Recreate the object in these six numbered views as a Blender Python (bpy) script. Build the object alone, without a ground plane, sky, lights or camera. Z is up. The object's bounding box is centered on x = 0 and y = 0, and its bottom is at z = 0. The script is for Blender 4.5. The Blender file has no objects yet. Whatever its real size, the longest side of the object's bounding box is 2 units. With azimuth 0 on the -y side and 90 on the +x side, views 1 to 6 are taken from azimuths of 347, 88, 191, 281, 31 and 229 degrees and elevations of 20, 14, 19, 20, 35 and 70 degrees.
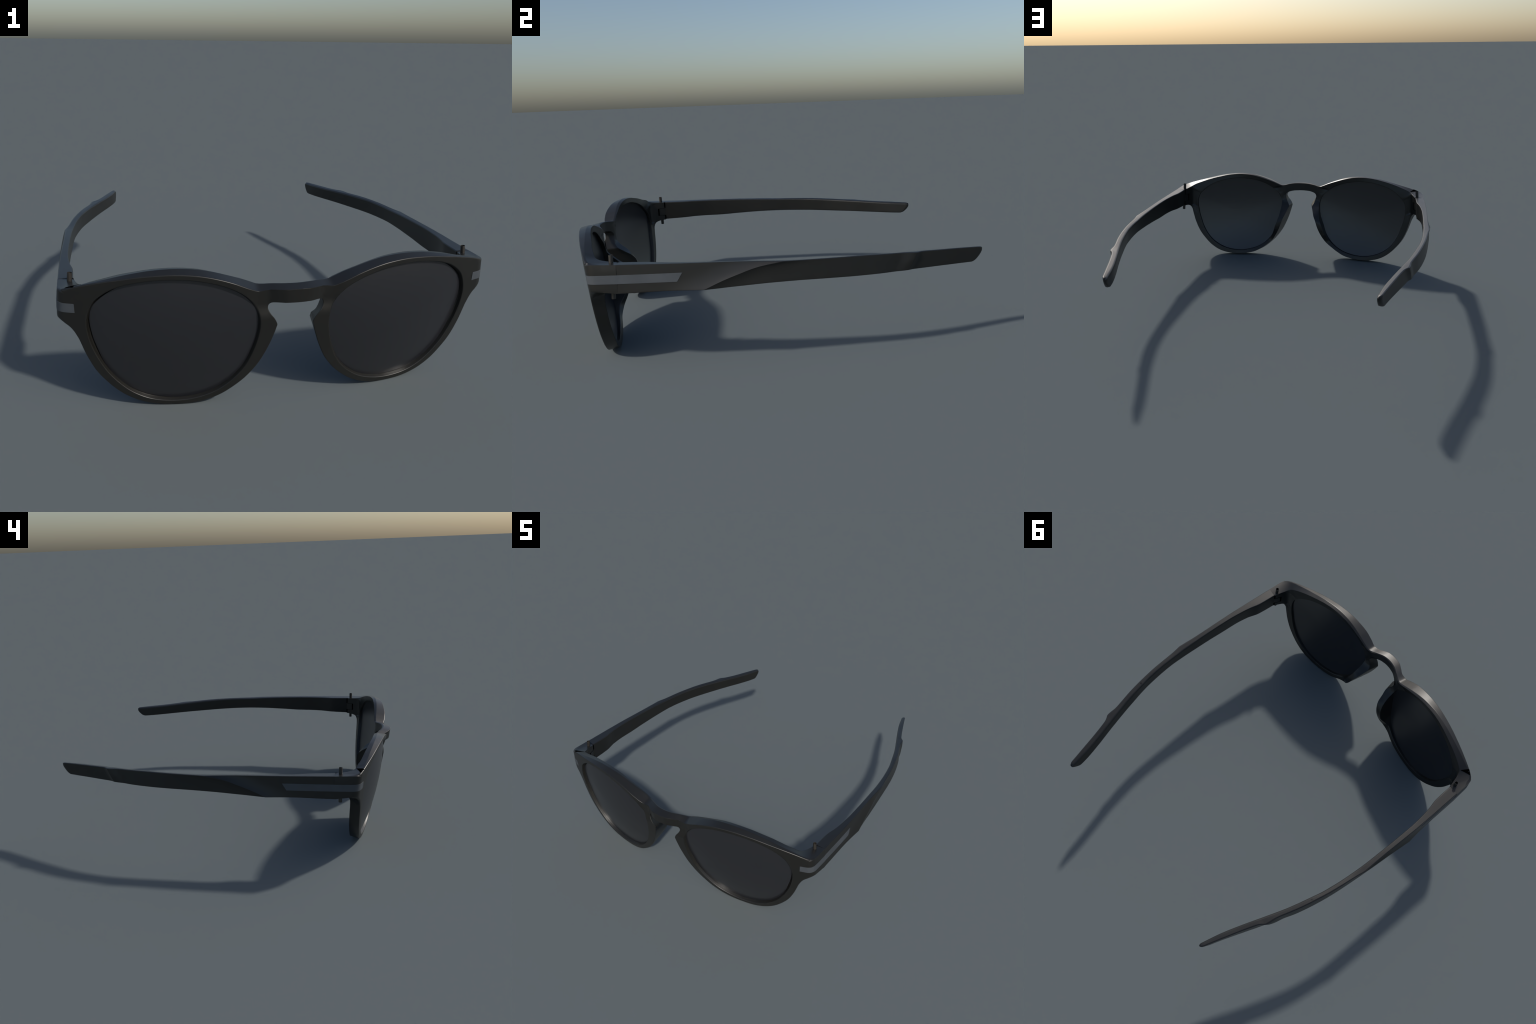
# Dark matt sunglasses with keyhole bridge, two tinted lenses, pinned hinges and
# two sculpted temples.  Front looks towards -y, temples run towards +y.
import bpy, bmesh, math
import numpy as np
from mathutils import Vector

# ----------------------------------------------------------------- helpers
def smoothstep(a, b, t):
    t = np.clip((np.asarray(t, float) - a) / (b - a), 0, 1)
    return t * t * (3 - 2 * t)

def hermite(xs, ys):
    """Smooth (monotone-limited) interpolation through control values."""
    xs = np.asarray(xs, float); ys = np.asarray(ys, float)
    if ys.ndim == 1:
        ys = ys[:, None]
    h = np.diff(xs)[:, None]; d = np.diff(ys, axis=0) / h
    m = np.zeros_like(ys); m[0] = d[0]; m[-1] = d[-1]
    w1 = 2 * h[1:] + h[:-1]; w2 = h[1:] + 2 * h[:-1]
    same = d[:-1] * d[1:] > 0
    safe0 = np.where(same, d[:-1], 1.0); safe1 = np.where(same, d[1:], 1.0)
    m[1:-1] = np.where(same, (w1 + w2) / (w1 / safe0 + w2 / safe1), 0.0)
    def f(x):
        x = np.atleast_1d(np.asarray(x, float))
        i = np.clip(np.searchsorted(xs, x, side="right") - 1, 0, len(xs) - 2)
        t = np.clip((x - xs[i]) / (xs[i + 1] - xs[i]), 0, 1)[:, None]
        hh = (xs[i + 1] - xs[i])[:, None]
        r = ((2*t**3 - 3*t**2 + 1) * ys[i] + (t**3 - 2*t**2 + t) * hh * m[i]
             + (-2*t**3 + 3*t**2) * ys[i + 1] + (t**3 - t**2) * hh * m[i + 1])
        return r[:, 0] if r.shape[1] == 1 else r
    return f

def catmull(ts, P):
    """Catmull-Rom style curve through points P at parameters ts."""
    ts = np.asarray(ts, float); P = np.asarray(P, float)
    m = np.zeros_like(P)
    m[1:-1] = (P[2:] - P[:-2]) / (ts[2:] - ts[:-2])[:, None]
    m[0] = (P[1] - P[0]) / (ts[1] - ts[0]); m[-1] = (P[-1] - P[-2]) / (ts[-1] - ts[-2])
    def f(x):
        x = np.atleast_1d(np.asarray(x, float))
        i = np.clip(np.searchsorted(ts, x, side="right") - 1, 0, len(ts) - 2)
        hh = (ts[i + 1] - ts[i])[:, None]; t = (x - ts[i])[:, None] / hh
        return ((2*t**3 - 3*t**2 + 1) * P[i] + (t**3 - 2*t**2 + t) * hh * m[i]
                + (-2*t**3 + 3*t**2) * P[i + 1] + (t**3 - t**2) * hh * m[i + 1])
    return f

def unit(v):
    n = np.linalg.norm(v, axis=-1, keepdims=True)
    return v / np.maximum(n, 1e-9)

def make_object(name, verts, faces, mat, angle=32.0, parent=None, mirror=False, weld=0.0, weighted=False):
    verts = np.array(verts, float)
    if mirror:
        verts = verts * np.array([-1, 1, 1]); faces = [tuple(reversed(f)) for f in faces]
    me = bpy.data.meshes.new(name)
    me.from_pydata([tuple(v) for v in verts], [], [tuple(int(i) for i in f) for f in faces])
    bm = bmesh.new(); bm.from_mesh(me)
    if weld:
        bmesh.ops.remove_doubles(bm, verts=bm.verts, dist=weld)
    bmesh.ops.dissolve_degenerate(bm, edges=bm.edges, dist=1e-6)
    bmesh.ops.recalc_face_normals(bm, faces=bm.faces)
    bm.to_mesh(me); bm.free()
    me.polygons.foreach_set("use_smooth", [True] * len(me.polygons))
    me.set_sharp_from_angle(angle=math.radians(angle))
    me.materials.append(mat)
    ob = bpy.data.objects.new(name, me)
    if weighted:
        w = ob.modifiers.new("weighted_normals", "WEIGHTED_NORMAL"); w.keep_sharp = True; w.weight = 80
    bpy.context.scene.collection.objects.link(ob)
    if parent:
        ob.parent = parent
    return ob

def ring_faces(n_rows, n_cols, close_rows=False, close_cols=True):
    out = []
    for i in range(n_rows if close_rows else n_rows - 1):
        for j in range(n_cols if close_cols else n_cols - 1):
            a = i * n_cols + j; b = i * n_cols + (j + 1) % n_cols
            k = (i + 1) % n_rows
            out.append((a, b, k * n_cols + (j + 1) % n_cols, k * n_cols + j))
    return out

# --------------------------------------------------------------- materials
def plastic(name, colour, rough, spec=0.5, mottle=0.12, grain=0.0, metallic=0.0, scale=9.0):
    m = bpy.data.materials.new(name); m.use_nodes = True
    nt = m.node_tree; N = nt.nodes; L = nt.links
    b = N["Principled BSDF"]
    tc = N.new("ShaderNodeTexCoord")
    n1 = N.new("ShaderNodeTexNoise"); n1.inputs["Scale"].default_value = scale; n1.inputs["Detail"].default_value = 5
    L.new(tc.outputs["Object"], n1.inputs["Vector"])
    r = N.new("ShaderNodeValToRGB")
    r.color_ramp.elements[0].position = 0.3; r.color_ramp.elements[1].position = 0.7
    lo = [c * (1 - mottle) for c in colour]; hi = [c * (1 + mottle) for c in colour]
    r.color_ramp.elements[0].color = (*lo, 1); r.color_ramp.elements[1].color = (*hi, 1)
    L.new(n1.outputs["Fac"], r.inputs["Fac"]); L.new(r.outputs["Color"], b.inputs["Base Color"])
    mr = N.new("ShaderNodeMapRange")
    mr.inputs["To Min"].default_value = rough - mottle * .3; mr.inputs["To Max"].default_value = rough + mottle * .3
    L.new(n1.outputs["Fac"], mr.inputs["Value"]); L.new(mr.outputs["Result"], b.inputs["Roughness"])
    b.inputs["Specular IOR Level"].default_value = spec
    b.inputs["Metallic"].default_value = metallic
    if grain:
        n2 = N.new("ShaderNodeTexNoise"); n2.inputs["Scale"].default_value = 260; n2.inputs["Detail"].default_value = 2
        L.new(tc.outputs["Object"], n2.inputs["Vector"])
        bp = N.new("ShaderNodeBump"); bp.inputs["Strength"].default_value = grain; bp.inputs["Distance"].default_value = 0.002
        L.new(n2.outputs["Fac"], bp.inputs["Height"]); L.new(bp.outputs["Normal"], b.inputs["Normal"])
    return m

def brushed_metal(name, colour, rough):
    m = plastic(name, colour, rough, spec=0.5, mottle=0.08, metallic=0.0, scale=14)
    nt = m.node_tree; N = nt.nodes; L = nt.links; b = N["Principled BSDF"]
    tc = N.new("ShaderNodeTexCoord"); mp = N.new("ShaderNodeMapping")
    mp.inputs["Scale"].default_value = (30, 30, 420)
    n = N.new("ShaderNodeTexNoise"); n.inputs["Scale"].default_value = 1.0; n.inputs["Detail"].default_value = 3
    L.new(tc.outputs["Object"], mp.inputs["Vector"]); L.new(mp.outputs["Vector"], n.inputs["Vector"])
    bp = N.new("ShaderNodeBump"); bp.inputs["Strength"].default_value = 0.15; bp.inputs["Distance"].default_value = 0.002
    L.new(n.outputs["Fac"], bp.inputs["Height"]); L.new(bp.outputs["Normal"], b.inputs["Normal"])
    return m

FRAME_MAT = plastic("matt_black_plastic", (0.0126, 0.0122, 0.0106), 0.36, 0.52, 0.08, 0.0)
LENS_MAT = plastic("tinted_lens", (0.0155, 0.0158, 0.0190), 0.30, 0.85, 0.0)
BAR_MAT = brushed_metal("brushed_grey_metal", (0.065, 0.073, 0.082), 0.42)
PIN_MAT = plastic("dark_steel", (0.030, 0.027, 0.023), 0.40, 0.6, 0.1)
FLAT_BLACK_MAT = plastic("flat_black", (0.001, 0.001, 0.001), 0.95, 0.0, 0.0)

# ------------------------------------------------------------ front surface
def front_y(x, z):
    """Base curve of the front: wraps back to the sides and leans back below."""
    x = np.asarray(x, float); z = np.asarray(z, float)
    return -0.884 - 0.255 * z + 0.134 * z**2 + 0.160 * x**2 + 0.0725 * x**2 * z

_bump = hermite([-.04, 0, .04, .08, .115, .147, .19, .25, .4], [-.019, -.022, -.019, -.003, .0145, .0135, .005, 0, 0])
def face_y(x, z):
    """Front surface with the bridge bulging forward between two notches."""
    return front_y(x, z) + _bump(np.abs(np.ravel(x))).reshape(np.shape(x)) * smoothstep(.40, .47, z)

CX, CZ = .465, .31          # lens centre (x, z)

def polar_curve(points):
    """Closed curve around the lens centre as radius over angle."""
    p = np.array(points, float) - (CX, CZ)
    a = np.unwrap(np.arctan2(p[:, 1], p[:, 0])); r = np.hypot(p[:, 0], p[:, 1])
    if a[-1] < a[0]:
        a = a[::-1]; r = r[::-1]
    per = 2 * math.pi
    a = np.concatenate([a[-3:] - per, a, a[:3] + per]); r = np.concatenate([r[-3:], r, r[:3]])
    f = catmull(a, r[:, None])
    a0 = a[3]
    return lambda t: f(a0 + np.mod(np.asarray(t) - a0, per))[:, 0]

LIP_FRONT = polar_curve([
    (.472, .586), (.560, .580), (.630, .567), (.687, .547), (.731, .520), (.765, .487), (.785, .445),
    (.795, .395), (.792, .345), (.780, .290), (.758, .230), (.730, .175), (.690, .121), (.635, .069),
    (.570, .035), (.487, .021), (.395, .029), (.320, .056), (.262, .097), (.207, .160), (.168, .240),
    (.147, .315), (.140, .390), (.150, .440), (.172, .477), (.204, .511), (.250, .540), (.320, .566), (.395, .581)])
LIP_BACK = polar_curve([
    (.471, .583), (.580, .570), (.677, .537), (.735, .494), (.767, .456), (.777, .408), (.772, .347),
    (.756, .280), (.728, .200), (.682, .129), (.617, .076), (.530, .042), (.466, .035), (.390, .043),
    (.312, .070), (.243, .121), (.205, .175), (.178, .248), (.153, .321), (.144, .385), (.148, .425),
    (.172, .470), (.215, .509), (.290, .550), (.380, .574)])

# Half front: stations round the rim, starting at the top of the bridge.
# (front outer edge x, z)      (rear outer edge x, y, z)
STATIONS = [
    (.000, .537,  .000, -.951, .543), (.050, .5355, .050, -.944, .542), (.100, .530,  .095, -.926, .538),
    (.130, .524,  .125, -.911, .533), (.150, .523,  .147, -.903, .533), (.175, .533,  .172, -.900, .542),
    (.205, .547,  .206, -.900, .556), (.249, .567,  .250, -.900, .571), (.320, .589,  .320, -.899, .593),
    (.384, .601,  .385, -.894, .608), (.465, .606,  .470, -.885, .614), (.550, .601,  .550, -.870, .608),
    (.608, .594,  .605, -.857, .598), (.664, .584,  .664, -.842, .585), (.720, .574,  .725, -.826, .567),
    (.780, .562,  .775, -.808, .550), (.820, .553,  .803, -.794, .538), (.848, .5455, .816, -.770, .531),
    (.867, .540,  .827, -.735, .527), (.880, .536,  .838, -.690, .524), (.8915, .531, .8975, -.690, .527),
    (.8945, .500, .902, -.690, .500), (.900, .440,  .907, -.690, .440), (.900, .415,  .910, -.690, .401),
    (.886, .397,  .851, -.690, .401), (.865, .381,  .842, -.725, .397), (.847, .362,  .830, -.757, .386),
    (.836, .342,  .818, -.769, .364), (.826, .321,  .812, -.771, .335), (.803, .249,  .793, -.768, .262),
    (.771, .177,  .762, -.766, .189), (.730, .119,  .722, -.766, .131), (.680, .067,  .674, -.768, .079),
    (.619, .028,  .615, -.772, .040), (.550, .006,  .548, -.780, .018), (.470, .000,  .468, -.790, .011),
    (.400, .004,  .400, -.799, .017), (.345, .017,  .345, -.807, .030), (.295, .039,  .298, -.815, .054),
    (.256, .065,  .258, -.822, .081), (.200, .114,  .208, -.815, .125), (.165, .155,  .178, -.797, .170),
    (.140, .192,  .157, -.788, .210), (.118, .236,  .140, -.785, .250), (.098, .285,  .124, -.791, .297),
    (.082, .335,  .108, -.813, .330), (.0740, .366, .097, -.853, .358), (.0725, .378, .088, -.884, .380),
    (.083, .402,  .101, -.903, .405), (.102, .428,  .111, -.906, .432), (.111, .449,  .1165, -.906, .457),
    (.106, .466,  .109, -.914, .473), (.090, .4755, .089, -.927, .482), (.050, .479,  .050, -.944, .488),
    (.000, .480,  .000, -.951, .489), (.000, .506,  .000, -.951, .516), (.000, .537,  .000, -.951, .543)]
# station -> how far the rounded corner radius of front edge / where the roof crease lies
def build_frame_half():
    S = np.array(STATIONS); n = len(S)
    out = np.clip(np.interp(np.arange(n), [26, 28, 39, 41], [0, 1, 1, 0]), 0, 1)[:, None] * .002
    radial = unit(S[:, :2] - (CX, CZ))
    S[:, :2] += radial * out * np.array([1, .5]); S[:, [2, 4]] += radial * out * .7
    step = np.linalg.norm(np.diff(S[:, :2], axis=0), axis=1) + .6 * np.linalg.norm(np.diff(S[:, 2:], axis=0), axis=1)
    t = np.concatenate([[0], np.cumsum(step)])
    # dense stations: subdivide every span
    tt = []
    for i in range(n - 1):
        k = max(3, int(round(step[i] / .0065)))
        tt += list(t[i] + (t[i + 1] - t[i]) * np.arange(k) / k)
    tt.append(t[-1]); tt = np.array(tt)
    # smooth through all controls except at hard corners
    P = np.zeros((len(tt), 5))
    edges = [(h, c) for hard, c in (([0, 20, 54, 55, n - 1], slice(0, 2)), ([0, 19, 20, 23, 24, 54, 55, n - 1], slice(2, 5)))
             for h in zip(hard[:-1], hard[1:])]
    for (a, b), c in edges:
        sel = (tt >= t[a] - 1e-9) & (tt <= t[b] + 1e-9)
        if b - a == 1:
            f = hermite(t[[a, b]], S[[a, b]])
        else:
            ta, Sa = t[a:b + 1], S[a:b + 1]
            flip = np.array([-1, 1, -1, 1, 1])
            if a == 0:                       # mirror image beyond the symmetry plane
                ta = np.concatenate([[2 * t[0] - t[1]], ta]); Sa = np.vstack([S[1] * flip, Sa])
            if b == 54:
                ta = np.concatenate([ta, [2 * t[54] - t[53]]]); Sa = np.vstack([Sa, S[53] * flip])
            f = catmull(ta, Sa)
        P[sel, c] = f(tt[sel])[:, c]
    P[(tt >= t[54] - 1e-9), 0] = 0; P[(tt >= t[54] - 1e-9), 2] = 0
    x1, z1 = P[:, 0], P[:, 1]
    # corner of front and side: at the temples the front edge turns round a radius
    def bell(keys, vals):
        return np.interp(tt, np.interp(keys, range(n), t), vals)
    r1 = bell([0, 14, 17, 19, 20, 23, 24, 26, 30, 44, 47, 49, n - 1],
              [.0045, .0045, .010, .027, .036, .034, .026, .008, .0055, .0055, .004, .005, .0045])
    r3 = bell([0, 16, 19, 20, 23, 24, 26, 40, 44, 47, 50, n - 1],
              [.004, .004, .002, .0006, .0006, .0006, .004, .006, .010, .007, .005, .004])
    f2 = bell([0, 4, 6, 8, 9, 11, 13, 15, 17, 19, 20, 54, n - 1],
              [.85, .85, .85, .77, .70, .58, .45, .28, .15, .12, .5, .5, .5])
    lift = bell([0, 4, 8, 12, 15, 17, 19, 54, n - 1], [.004, .004, .006, .006, .004, .002, 0, 0, 0])
    # angle of each station about the lens centre, forced to run steadily
    ang = np.arctan2(z1 - CZ, x1 - CX)
    ang = np.unwrap(ang)
    a6 = ang[np.argmin(abs(tt - t[6]))]; a46 = ang[np.argmin(abs(tt - t[46]))]
    turn = 2 * math.pi
    d = lambda g: math.radians(g) - (turn if math.radians(g) - a46 > math.pi else 0)
    keys = [46, 47, 48, 49, 50, 51, 52, 53, 54, 55, 56]
    vals = [a46 + (turn if a46 < 0 else 0)] + [math.radians(g) for g in (168, 164.3, 160.8, 157.6, 154, 150.8, 149.2, 148, 146, 144)]
    sel = tt >= t[46]; ang[sel] = np.interp(tt[sel], [t[k] for k in keys], vals)
    keys = [0, 2, 4, 5, 6]; vals = [math.radians(g) for g in (144, 142.5, 140.6, 139.2)] + [a6]
    sel = tt <= t[6]; ang[sel] = np.interp(tt[sel], [t[k] for k in keys], vals)
    ca, sa = np.cos(ang), np.sin(ang)
    rf, rb = LIP_FRONT(ang), LIP_BACK(ang)
    lipx, lipz = CX + rf * ca, CZ + rf * sa
    cols = []
    def col(x, y, z):
        cols.append(np.stack([x, y, z], -1))
    L0 = np.stack([lipx, face_y(lipx, lipz), lipz], -1)
    L1 = np.stack([x1, face_y(x1, z1), z1], -1)
    L3 = P[:, 2:5]
    L2 = L1 + (L3 - L1) * f2[:, None]; L2[:, 2] += lift
    bx, bz = CX + rb * ca, CZ + rb * sa
    deg = np.mod(np.degrees(ang), 360)
    depth = hermite([0, 155, 161, 166, 171.3, 178.6, 186.9, 197.5, 208, 220, 228, 360],
                    [.060, .060, .063, .082, .114, .138, .150, .142, .105, .066, .060, .060])(deg)
    L4 = np.stack([bx, front_y(bx, bz) + depth + .5 * (face_y(bx, bz) - front_y(bx, bz)), bz], -1)
    # inner wall of the opening, bevelled in front
    ri = rf - .0065
    ix, iz = CX + ri * ca, CZ + ri * sa
    I0 = np.stack([ix, front_y(ix, iz) + .017, iz], -1)
    rm = np.minimum(rb, ri) + .001
    mx, mz = CX + rm * ca, CZ + rm * sa
    I1 = np.stack([mx, front_y(mx, mz) + .030, mz], -1)
    # front face, lip to outer edge
    def corner(prev, cur, nxt, r, k=5):
        a = unit(prev - cur); b = unit(nxt - cur)
        la = np.minimum(r, .97 * np.linalg.norm(prev - cur, axis=1))[:, None]
        lb = np.minimum(r, .9 * np.linalg.norm(nxt - cur, axis=1))[:, None]
        p0 = cur + a * la; p2 = cur + b * lb
        for s in np.linspace(0, 1, k):
            cols.append((1 - s)**2 * p0 + 2 * s * (1 - s) * cur + s * s * p2)
    one = np.ones(len(tt))
    corner(I0, L0, L1, .0032 * one, 4)
    start = len(cols)
    smax = np.minimum(.85, 1 - 1.1 * r1 / np.linalg.norm(L1 - L0, axis=1))
    for s in np.linspace(.07, 1, 14):
        s = .1 + (smax - .1)[:, None] * s
        q = L0 + (L1 - L0) * s
        q[:, 1] = face_y(q[:, 0], q[:, 2])
        # near the rounded corner follow the straight chord of the last stretch
        cols.append(q)
    prev = cols[-1].copy()
    n_front = len(cols)
    corner(prev, L1, L2, r1, 7)
    corner(L1, L2, L3, .0025 * one, 3)
    wm = (smoothstep(14.5, 19, np.interp(tt, t, range(n))) * (1 - smoothstep(24, 28.5, np.interp(tt, t, range(n)))))[:, None]
    M = L3 + (L4 - L3) * .45
    M1 = np.stack([.812 + 0 * one, -.790 + 0 * one, L3[:, 2] + (L4[:, 2] - L3[:, 2]) * .3], -1)
    M = M + (M1 - M) * wm
    # the end piece has an end face: its inner rear edge
    st = np.interp(tt, t, range(n))
    wi = ((st >= 19) & (st <= 24)).astype(float)[:, None]
    Li = L3 + (M - L3) * .05
    zi = L3[:, 2]
    Li1 = np.stack([.838 + .013 * (zi - .524) / (.401 - .524), -.690 + 0 * one, zi], -1)
    Li = Li + (Li1 - Li) * wi
    corner(L2, L3, Li, r3, 5)
    first = len(cols)
    corner(L3, Li, M, .002 * one, 3)
    da, db = np.linalg.norm(M - Li, axis=1), np.linalg.norm(M - L4, axis=1)
    rM = np.minimum(.024 + .02 * wm[:, 0], .5 * np.minimum(da, db))
    for s in (.12, .3, .5, .7, .88):
        cols.append(Li + (M - Li) * (s * (1 - rM / da))[:, None])
    corner(Li, M, L4, rM, 9)
    for s in (.2, .45, .7, .9):
        cols.append(M + (L4 - M) * ((rM + (db - .004 - rM) * s) / db)[:, None])
    # the rear of the bridge is one smooth arch
    wb = np.maximum(bell([0, 3, 7, n - 1], [1, 1, 0, 0]), bell([0, 48.5, 50.5, n - 1], [0, 0, 1, 1]))
    arch = hermite([-.05, 0, .05, .095, .125, .147, .172, .2, .3], [-.944, -.951, -.944, -.926, -.911, -.903, -.900, -.900, -.9])
    for q in cols[first:]:
        w = wb * (1 - smoothstep(.13, .20, q[:, 0]))
        q[:, 1] += (arch(q[:, 0]) - q[:, 1]) * w
    corner(M, L4, I1, .003 * one, 3)
    cols.append(I1)
    cols.append((I0 + I1) * .5)
    corner(I1, I0, L0, .003 * one, 3)
    V = np.stack(cols, 1)                       # stations x section
    m = V.shape[1]
    nrow = len(tt) - 1                          # last = first
    V = V[:nrow]
    on_axis = (tt[:nrow] >= t[54] - 1e-9) | (np.arange(nrow) == 0)
    faces = []
    verts = V.reshape(-1, 3)
    lo, hi = n_front, n_front + 15              # outer wall columns
    for i in range(nrow):
        k = (i + 1) % nrow
        inner = on_axis[i] and on_axis[k]
        for j in range(m):
            j2 = (j + 1) % m
            if inner and n_front - 1 < j and j2 < n_front + 15 and j2 > j and j < n_front + 14:
                continue
            faces.append((i * m + j, i * m + j2, k * m + j2, k * m + j))
    # snap the bridge's outer wall columns on the symmetry plane
    for i in range(nrow):
        if on_axis[i]:
            for j in range(n_front, n_front + 15):
                verts[i * m + j, 0] = 0.0
    return verts, faces

root = bpy.data.objects.new("sunglasses", None)
root.empty_display_size = 0.2
bpy.context.scene.collection.objects.link(root)
root["label"] = "matt black keyhole-bridge sunglasses with dark tinted lenses"
root["category"] = "sunglasses"

hv, hf = build_frame_half()
nv = len(hv)
allv = np.vstack([hv, hv * (-1, 1, 1)])
allf = list(hf) + [tuple(nv + i for i in reversed(f)) for f in hf]
frame = make_object("front_frame", allv, allf, FRAME_MAT, angle=40, parent=root, weld=2e-5)


# ------------------------------------------------------------------- lenses
def build_lens():
    na, nr = 160, 22
    ang = np.linspace(0, 2 * math.pi, na, endpoint=False)
    R = np.minimum(LIP_FRONT(ang) - .0065, LIP_BACK(ang)) + .006
    verts, faces = [], []
    def sheet(off, dome):
        base = len(verts)
        verts.append((CX, front_y(CX, CZ) + off - dome, CZ))
        for i in range(1, nr + 1):
            q = i / nr
            for a, r in zip(ang, R):
                x, z = CX + q * r * math.cos(a), CZ + q * r * math.sin(a)
                verts.append((x, float(front_y(x, z)) + off - dome * (1 - q ** 2), z))
        for j in range(na):
            faces.append((base, base + 1 + j, base + 1 + (j + 1) % na))
        for i in range(nr - 1):
            for j in range(na):
                a = base + 1 + i * na + j; b = base + 1 + i * na + (j + 1) % na
                faces.append((a, a + na, b + na, b))
        return base + 1 + (nr - 1) * na
    e0 = sheet(.017, .024); e1 = sheet(.043, .023)
    for j in range(na):
        faces.append((e0 + j, e1 + j, e1 + (j + 1) % na, e0 + (j + 1) % na))
    return verts, faces
lv, lf = build_lens()
for mir in (False, True):
    make_object("lens", lv, lf, LENS_MAT, angle=40, parent=root, mirror=mir)

# ------------------------------------------------------------------ temples
X_OUT_TOP = hermite([-.69, -.50, -.33, -.20, -.05, .10, .214, .345, .459, .54, .60, .65, .689, .778, .88, .97, 1.0],
                    [.8975, .9035, .9065, .906, .904, .896, .886, .864, .838, .8145, .798, .782, .767, .737, .706, .679, .671])
X_OUT_BOT = hermite([-.69, -.55, -.43, -.32, -.19, -.08, .005, .157, .25, .328, .468, .557, .65, .70, .765, .89, .97, 1.0],
                    [.910, .9155, .919, .9215, .921, .917, .9115, .8995, .8895, .8775, .847, .8175, .785, .768, .745, .702, .678, .670])
X_IN_TOP = hermite([-.69, -.576, -.50, -.43, -.34, -.20, -.03, .12, .29, .35, .49, .62, .75, .87, .985, 1.0],
                   [.8385, .8445, .860, .869, .875, .877, .876, .868, .847, .833, .798, .756, .712, .676, .650, .646])
X_IN_BOT = hermite([-.69, -.57, -.48, -.38, -.23, -.07, .10, .31, .49, .67, .795, .91, .985, 1.0],
                   [.849, .854, .874, .883, .884, .881, .876, .849, .801, .743, .699, .664, .649, .646])
Z_TOP = hermite([-.69, -.50, -.20, .0, .10, .21, .35, .46, .54, .64, .69, .78, .88, .97, 1.0],
                [.5275, .525, .5215, .5165, .5135, .513, .511, .507, .503, .499, .496, .491, .487, .483, .482])
Z_BOT = hermite([-.69, -.55, -.4657, -.32, -.17, -.02, .128, .235, .355, .53, .60, .71, .946, 1.0],
                [.4005, .4035, .4056, .406, .4132, .420, .4225, .422, .4205, .4185, .418, .4155, .4100, .4095])
# diagonal ridge lines across the outer face: y as function of height v (0 bottom, 1 top)
RIDGE_A = hermite([-.1, 0, .28, .51, .78, 1, 1.1], [-.345, -.321, -.243, -.168, -.078, .038, .080])
RIDGE_B = hermite([-.1, 0, 1, 1.1], [.600, .606, .649, .653])
TIP_END = hermite([-.2, 0, .10, .30, .55, .75, .90, 1.0, 1.2], [.945, .955, .968, .982, .994, .9995, .9995, .991, .986])

def relief(y, v):
    """Swelling that rises to each ridge and drops behind it."""
    da = y - RIDGE_A(v); db = y - RIDGE_B(v)
    ha = np.where(da < 0, .0115 * np.clip(1 + da / .26, 0, 1)**2.6, .0115 * np.exp(-np.maximum(da, 0) / .07))
    hb = np.where(db < 0, .012 * smoothstep(-.075, 0, db), .012 * np.exp(-(np.abs(db) / .016)**1.5))
    return ha + hb * (.6 + .4 * np.clip(v * 2, 0, 1))

def warp(s, v):
    """Stations lean with the ridges, and end in the slanted tip."""
    wa = smoothstep(-.66, -.40, s) * (1 - smoothstep(.12, .40, s))
    wb = smoothstep(.42, .57, s) * (1 - smoothstep(.68, .80, s))
    y = s + (RIDGE_A(v) - RIDGE_A(np.full_like(v, .5))) * wa + (RIDGE_B(v) - RIDGE_B(np.full_like(v, .5))) * wb
    e = TIP_END(v)
    return np.where(s > .80, .80 + (e - .80) * (s - .80) / .20, y)

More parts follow.
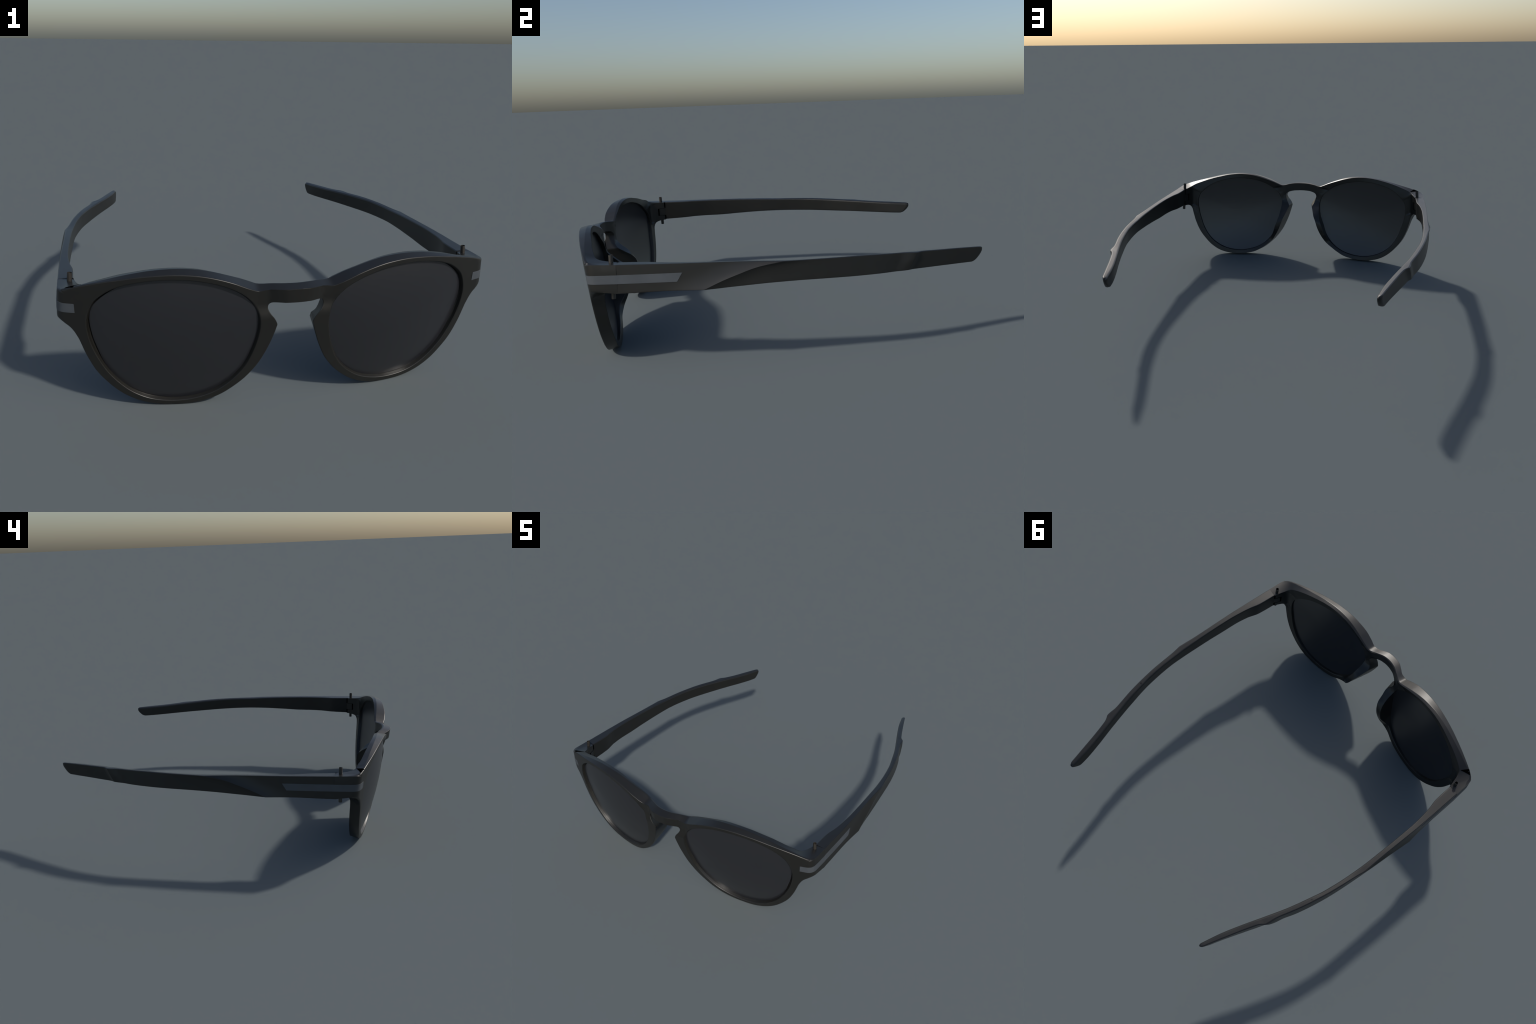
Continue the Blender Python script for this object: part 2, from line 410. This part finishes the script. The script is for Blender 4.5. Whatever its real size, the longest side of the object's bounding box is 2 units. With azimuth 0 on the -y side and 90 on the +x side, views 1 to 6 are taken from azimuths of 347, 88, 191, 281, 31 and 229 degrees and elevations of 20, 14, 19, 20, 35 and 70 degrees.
Y_SEAM = -.6904
def build_temple():
    ra, rb = float(RIDGE_A([.5])[0]), float(RIDGE_B([.5])[0])
    s = np.concatenate([np.linspace(Y_SEAM, ra - .02, 70), ra + np.array([-.012, -.007, -.0035, -.0012, 0, .0012, .0035, .007, .012]),
                        np.linspace(ra + .02, rb - .02, 100), rb + np.array([-.012, -.007, -.0035, -.0012, 0, .0012, .0035, .007, .012]),
                        np.linspace(rb + .02, .978, 50), 1 - .022 * (1 - np.linspace(0, 1, 15)[1:])**2])
    rows = []
    for si in s:
        # section built as a loop of (u across 0 inner..1 outer, v height) with rounded corners
        ch = float(np.interp(si, [-.69, -.3, .0, .3, 1.0], [.003, .004, .006, .006, .006]))   # outer top chamfer
        ri = float(np.interp(si, [-.69, -.45, .1, .5, 1.0], [.006, .007, .008, .010, .010]))     # inner rounding
        yq = np.array([si])
        H = float(Z_TOP(np.array([min(si, 1.0)]))[0] - Z_BOT(np.array([min(si, 1.0)]))[0])
        yc = float(warp(np.array([si]), np.array([.5]))[0])
        W = float(X_OUT_TOP([yc])[0] - X_IN_TOP([yc])[0])
        cw, chh = ch / W, .5 * ch / H
        iw, ih = min(ri / W, .48), ri / H
        loop = []
        def arc(p0, pc, p2, k):
            for q in np.linspace(0, 1, k):
                loop.append(((1-q)**2*p0[0]+2*q*(1-q)*pc[0]+q*q*p2[0], (1-q)**2*p0[1]+2*q*(1-q)*pc[1]+q*q*p2[1]))
        # outer face, bottom to top
        ob = min(.0035 / W, .3); obh = .0035 / H
        arc((1 - ob, 0), (1, 0), (1, obh), 4)
        for v in np.linspace(obh, 1 - chh, 16)[1:-1]:
            loop.append((1, v))
        arc((1, 1 - chh * 1.15), (1, 1 - chh), (1 - cw * .15, 1 - chh * .85), 3)
        arc((1 - cw * .85, 1 - chh * .10), (1 - cw, 1.0), (1 - cw * 1.25, 1.0), 3)
        loop.append(((1 - cw * 1.25 + iw) / 2, 1.0))
        arc((iw, 1.0), (0, 1), (0, 1 - ih), 6)
        for v in np.linspace(1 - ih, ih * .7, 8)[1:-1]:
            loop.append((0, v))
        arc((0, ih * .7), (0, 0), (iw * .7, 0), 5)
        loop.append(((1 - ob + iw * .7) / 2, 0.0))
        L = np.array(loop); u, v = L[:, 0], L[:, 1]
        y = warp(np.full(len(u), si), v)
        xo = X_OUT_BOT(y) * (1 - v) + X_OUT_TOP(y) * v + relief(y, v)
        xi = X_IN_BOT(y) * (1 - v) + X_IN_TOP(y) * v
        if si > .978:                               # round off the tip
            k = math.sqrt(max(0.0, 1 - ((si - .978) / .022)**2)) * .98 + .02
            mid = (xo + xi) / 2
            xo = mid + (xo - mid) * k; xi = mid + (xi - mid) * k
            v = .5 + (v - .5) * (.93 + .07 * k)
        zt, zb = Z_TOP(y), Z_BOT(y)
        belly = np.interp(y, [-.69, -.4, .1, .6, 1.0], [.004, .007, .009, .002, .002])
        z = zb + (zt - zb) * v + (1 - u) * (1 - v) * belly - (1 - u) * v * np.interp(y, [-.69, -.3, .3, 1.0], [.002, .003, .006, .006])
        rows.append(np.stack([xi + (xo - xi) * u, y, z], -1))
    V = np.array(rows); nr, nc = V.shape[:2]
    verts = V.reshape(-1, 3); faces = ring_faces(nr, nc)
    faces.append(tuple(range(nc))); faces.append(tuple(range((nr - 1) * nc, nr * nc)))
    return verts, faces

def tube(p0, p1, r, n=28, bev=.0002, bore=.0093, deep=.02):
    p0 = np.array(p0); p1 = np.array(p1); ax = unit(p1 - p0); L = np.linalg.norm(p1 - p0)
    a = unit(np.cross(ax, [0, 1, 0])); b = np.cross(ax, a)
    rows = [(deep, .0005), (deep, bore), (0, bore), (0, r - bev), (bev, r), (L - bev, r), (L, r - bev), (L, bore), (L - deep, bore), (L - deep, .0005)]
    v = []
    for h, rr in rows:
        for k in range(n):
            t = 2 * math.pi * k / n
            v.append(p0 + ax * h + (a * math.cos(t) + b * math.sin(t)) * rr)
    m = len(rows)
    f = ring_faces(m, n); f.append(tuple(range(n))); f.append(tuple(range((m - 1) * n, m * n)))
    return np.array(v), f

tv, tf = build_temple()
temples = []
for mir in (False, True):
    temples.append(make_object("temple", tv, tf, FRAME_MAT, angle=38, parent=root, mirror=mir, weighted=True))

w = frame.modifiers.new("weighted_normals", "WEIGHTED_NORMAL"); w.keep_sharp = True; w.weight = 80

from mathutils.bvhtree import BVHTree
def solid_tree(obs):
    dg = bpy.context.evaluated_depsgraph_get(); v, f = [], []
    for o in obs:
        me = o.evaluated_get(dg).data; k = len(v)
        v += [tuple(p.co) for p in me.vertices]; f += [tuple(k + i for i in p.vertices) for p in me.polygons]
    return BVHTree.FromPolygons(v, f)
skin = solid_tree([frame, temples[0]])

# hinge: thin black strips set about 1 mm proud of the uncut inner wall
def build_hinge_dark_strips():
    verts, faces = [], []
    for y0, y1, z0, z1 in ((-.695, -.6875, .4865, .5225), (-.7385, -.7300, .4325, .4825), (-.695, -.6875, .4065, .4340),
                           (-.7300, -.695, .4818, .4832), (-.7300, -.695, .4318, .4332)):
        ny, nz = 5, 9; k = len(verts); rows = []
        for a in np.linspace(0, 1, ny):
            for b in np.linspace(0, 1, nz):
                y, z = y0 + (y1 - y0) * a, z0 + (z1 - z0) * b
                loc, nor, _, _ = skin.ray_cast(Vector((.70, y, z)), Vector((1, 0, 0)))
                rows.append((loc.x if loc and loc.x < .88 else .845, y, z))
        m = len(rows)
        verts += [(x - .0012, y, z) for x, y, z in rows] + [(x + .006, y, z) for x, y, z in rows]
        for a in range(ny - 1):
            for b in range(nz - 1):
                q = k + a * nz + b
                faces += [(q, q + 1, q + nz + 1, q + nz), (m + q, m + q + nz, m + q + nz + 1, m + q + 1)]
        rim = [k + b for b in range(nz)] + [k + a * nz + nz - 1 for a in range(1, ny)] + \
              [k + (ny - 1) * nz + b for b in range(nz - 2, -1, -1)] + [k + a * nz for a in range(ny - 2, 0, -1)]
        for a, b in zip(rim, rim[1:] + rim[:1]):
            faces.append((a, b, m + b, m + a))
    return verts, faces
hgv, hgf = build_hinge_dark_strips()
pv, pf = tube((.8675, -.719, .3675), (.8475, -.719, .561), .0098)
for mir in (False, True):
    make_object("hinge_dark_strips", hgv, hgf, FLAT_BLACK_MAT, parent=root, mirror=mir)
    make_object("hinge_pin", pv, pf, PIN_MAT, parent=root, mirror=mir)

# ------------------------------------------------------------- accent bars
def build_bar():
    """Grey strip let into the front corner and running along the temple."""
    tree = skin
    zt0, zb0 = .4795, .4415
    nz = 9
    def path(z, yend):
        """Outer skin at height z, walked from the front round the corner to yend."""
        rays = [((x, -1.2), (0, 1)) for x in np.linspace(.8335, .845, 6)]
        rays += [((.845 + math.sin(a), -.77 - math.cos(a)), (-math.sin(a), math.cos(a))) for a in np.linspace(0, math.pi / 2, 40)[1:]]
        rays += [((1.2, y), (-1, 0)) for y in np.linspace(-.77, yend, 60)[1:]]
        pts = []
        for (ox, oy), (dx, dy) in rays:
            loc, nor, _, _ = tree.ray_cast(Vector((ox, oy, z)), Vector((dx, dy, 0)))
            pts.append((loc.x, loc.y))
        p = np.array(pts)
        for _ in range(3):
            p[1:-1] = .25 * p[:-2] + .5 * p[1:-1] + .25 * p[2:]
        return p
    grid_o, grid_i = [], []
    for k in range(nz):
        q = k / (nz - 1)
        z = zb0 + (zt0 - zb0) * q
        p = path(z + .003, -.431 + .024 * q)
        tan = unit(np.gradient(p, axis=0)); nrm = np.stack([tan[:, 1], -tan[:, 0]], -1)
        zz = z + np.interp(p[:, 1], [-.84, -.8, -.6, -.4], [0, .0035, .0035, .0045])
        o = p + nrm * .0014; i = p - nrm * .004
        grid_o.append(np.column_stack([o, zz])); grid_i.append(np.column_stack([i, zz]))
    m = len(grid_o[0])
    verts = np.vstack(grid_o + grid_i); off = nz * m; faces = []
    for k in range(nz - 1):
        for j in range(m - 1):
            a = k * m + j
            faces.append((a, a + 1, a + m + 1, a + m)); faces.append((off + a, off + a + m, off + a + m + 1, off + a + 1))
    for j in range(m - 1):
        faces.append((j, off + j, off + j + 1, j + 1)); b = (nz - 1) * m + j
        faces.append((b, b + 1, off + b + 1, off + b))
    for k in range(nz - 1):
        a = k * m; faces.append((a, a + m, off + a + m, off + a)); b = k * m + m - 1
        faces.append((b, off + b, off + b + m, b + m))
    return verts, faces
bv, bf = build_bar()
for mir in (False, True):
    make_object("accent_bar", bv, bf, BAR_MAT, angle=35, parent=root, mirror=mir)

# ------------------------------------------- thin black triangle set about 1 mm proud on one corner
def build_corner_dark_triangle():
    dg = bpy.context.evaluated_depsgraph_get(); ev = frame.evaluated_get(dg)
    A, B, C = (-.8035, -.802), (-.8315, -.8435), (-.862, -.825)
    n = 10; top, idx = [], {}
    for i in range(n + 1):
        for j in range(n + 1 - i):
            a, b = i / n, j / n; c = 1 - a - b
            x = A[0]*a + B[0]*b + C[0]*c; y = A[1]*a + B[1]*b + C[1]*c
            hit, loc, nor, _ = ev.ray_cast(Vector((x, y, .8)), Vector((0, 0, -1)))
            p = loc + nor * .0012
            idx[i, j] = len(top); top.append(tuple(p))
    m = len(top); v = top + [(p[0], p[1], p[2] - .004) for p in top]; f = []
    for i in range(n):
        for j in range(n - i):
            f.append((idx[i, j], idx[i+1, j], idx[i, j+1]))
            if j < n - i - 1:
                f.append((idx[i+1, j], idx[i+1, j+1], idx[i, j+1]))
    f += [tuple(m + q for q in reversed(t)) for t in f]
    ring = [idx[0, j] for j in range(n)] + [idx[i, n - i] for i in range(n)] + [idx[n - i, 0] for i in range(n)]
    for a, b in zip(ring, ring[1:] + ring[:1]):
        f.append((a, b, m + b, m + a))
    return v, f
gv, gf = build_corner_dark_triangle()
make_object("corner_dark_triangle", gv, gf, FLAT_BLACK_MAT, parent=root)
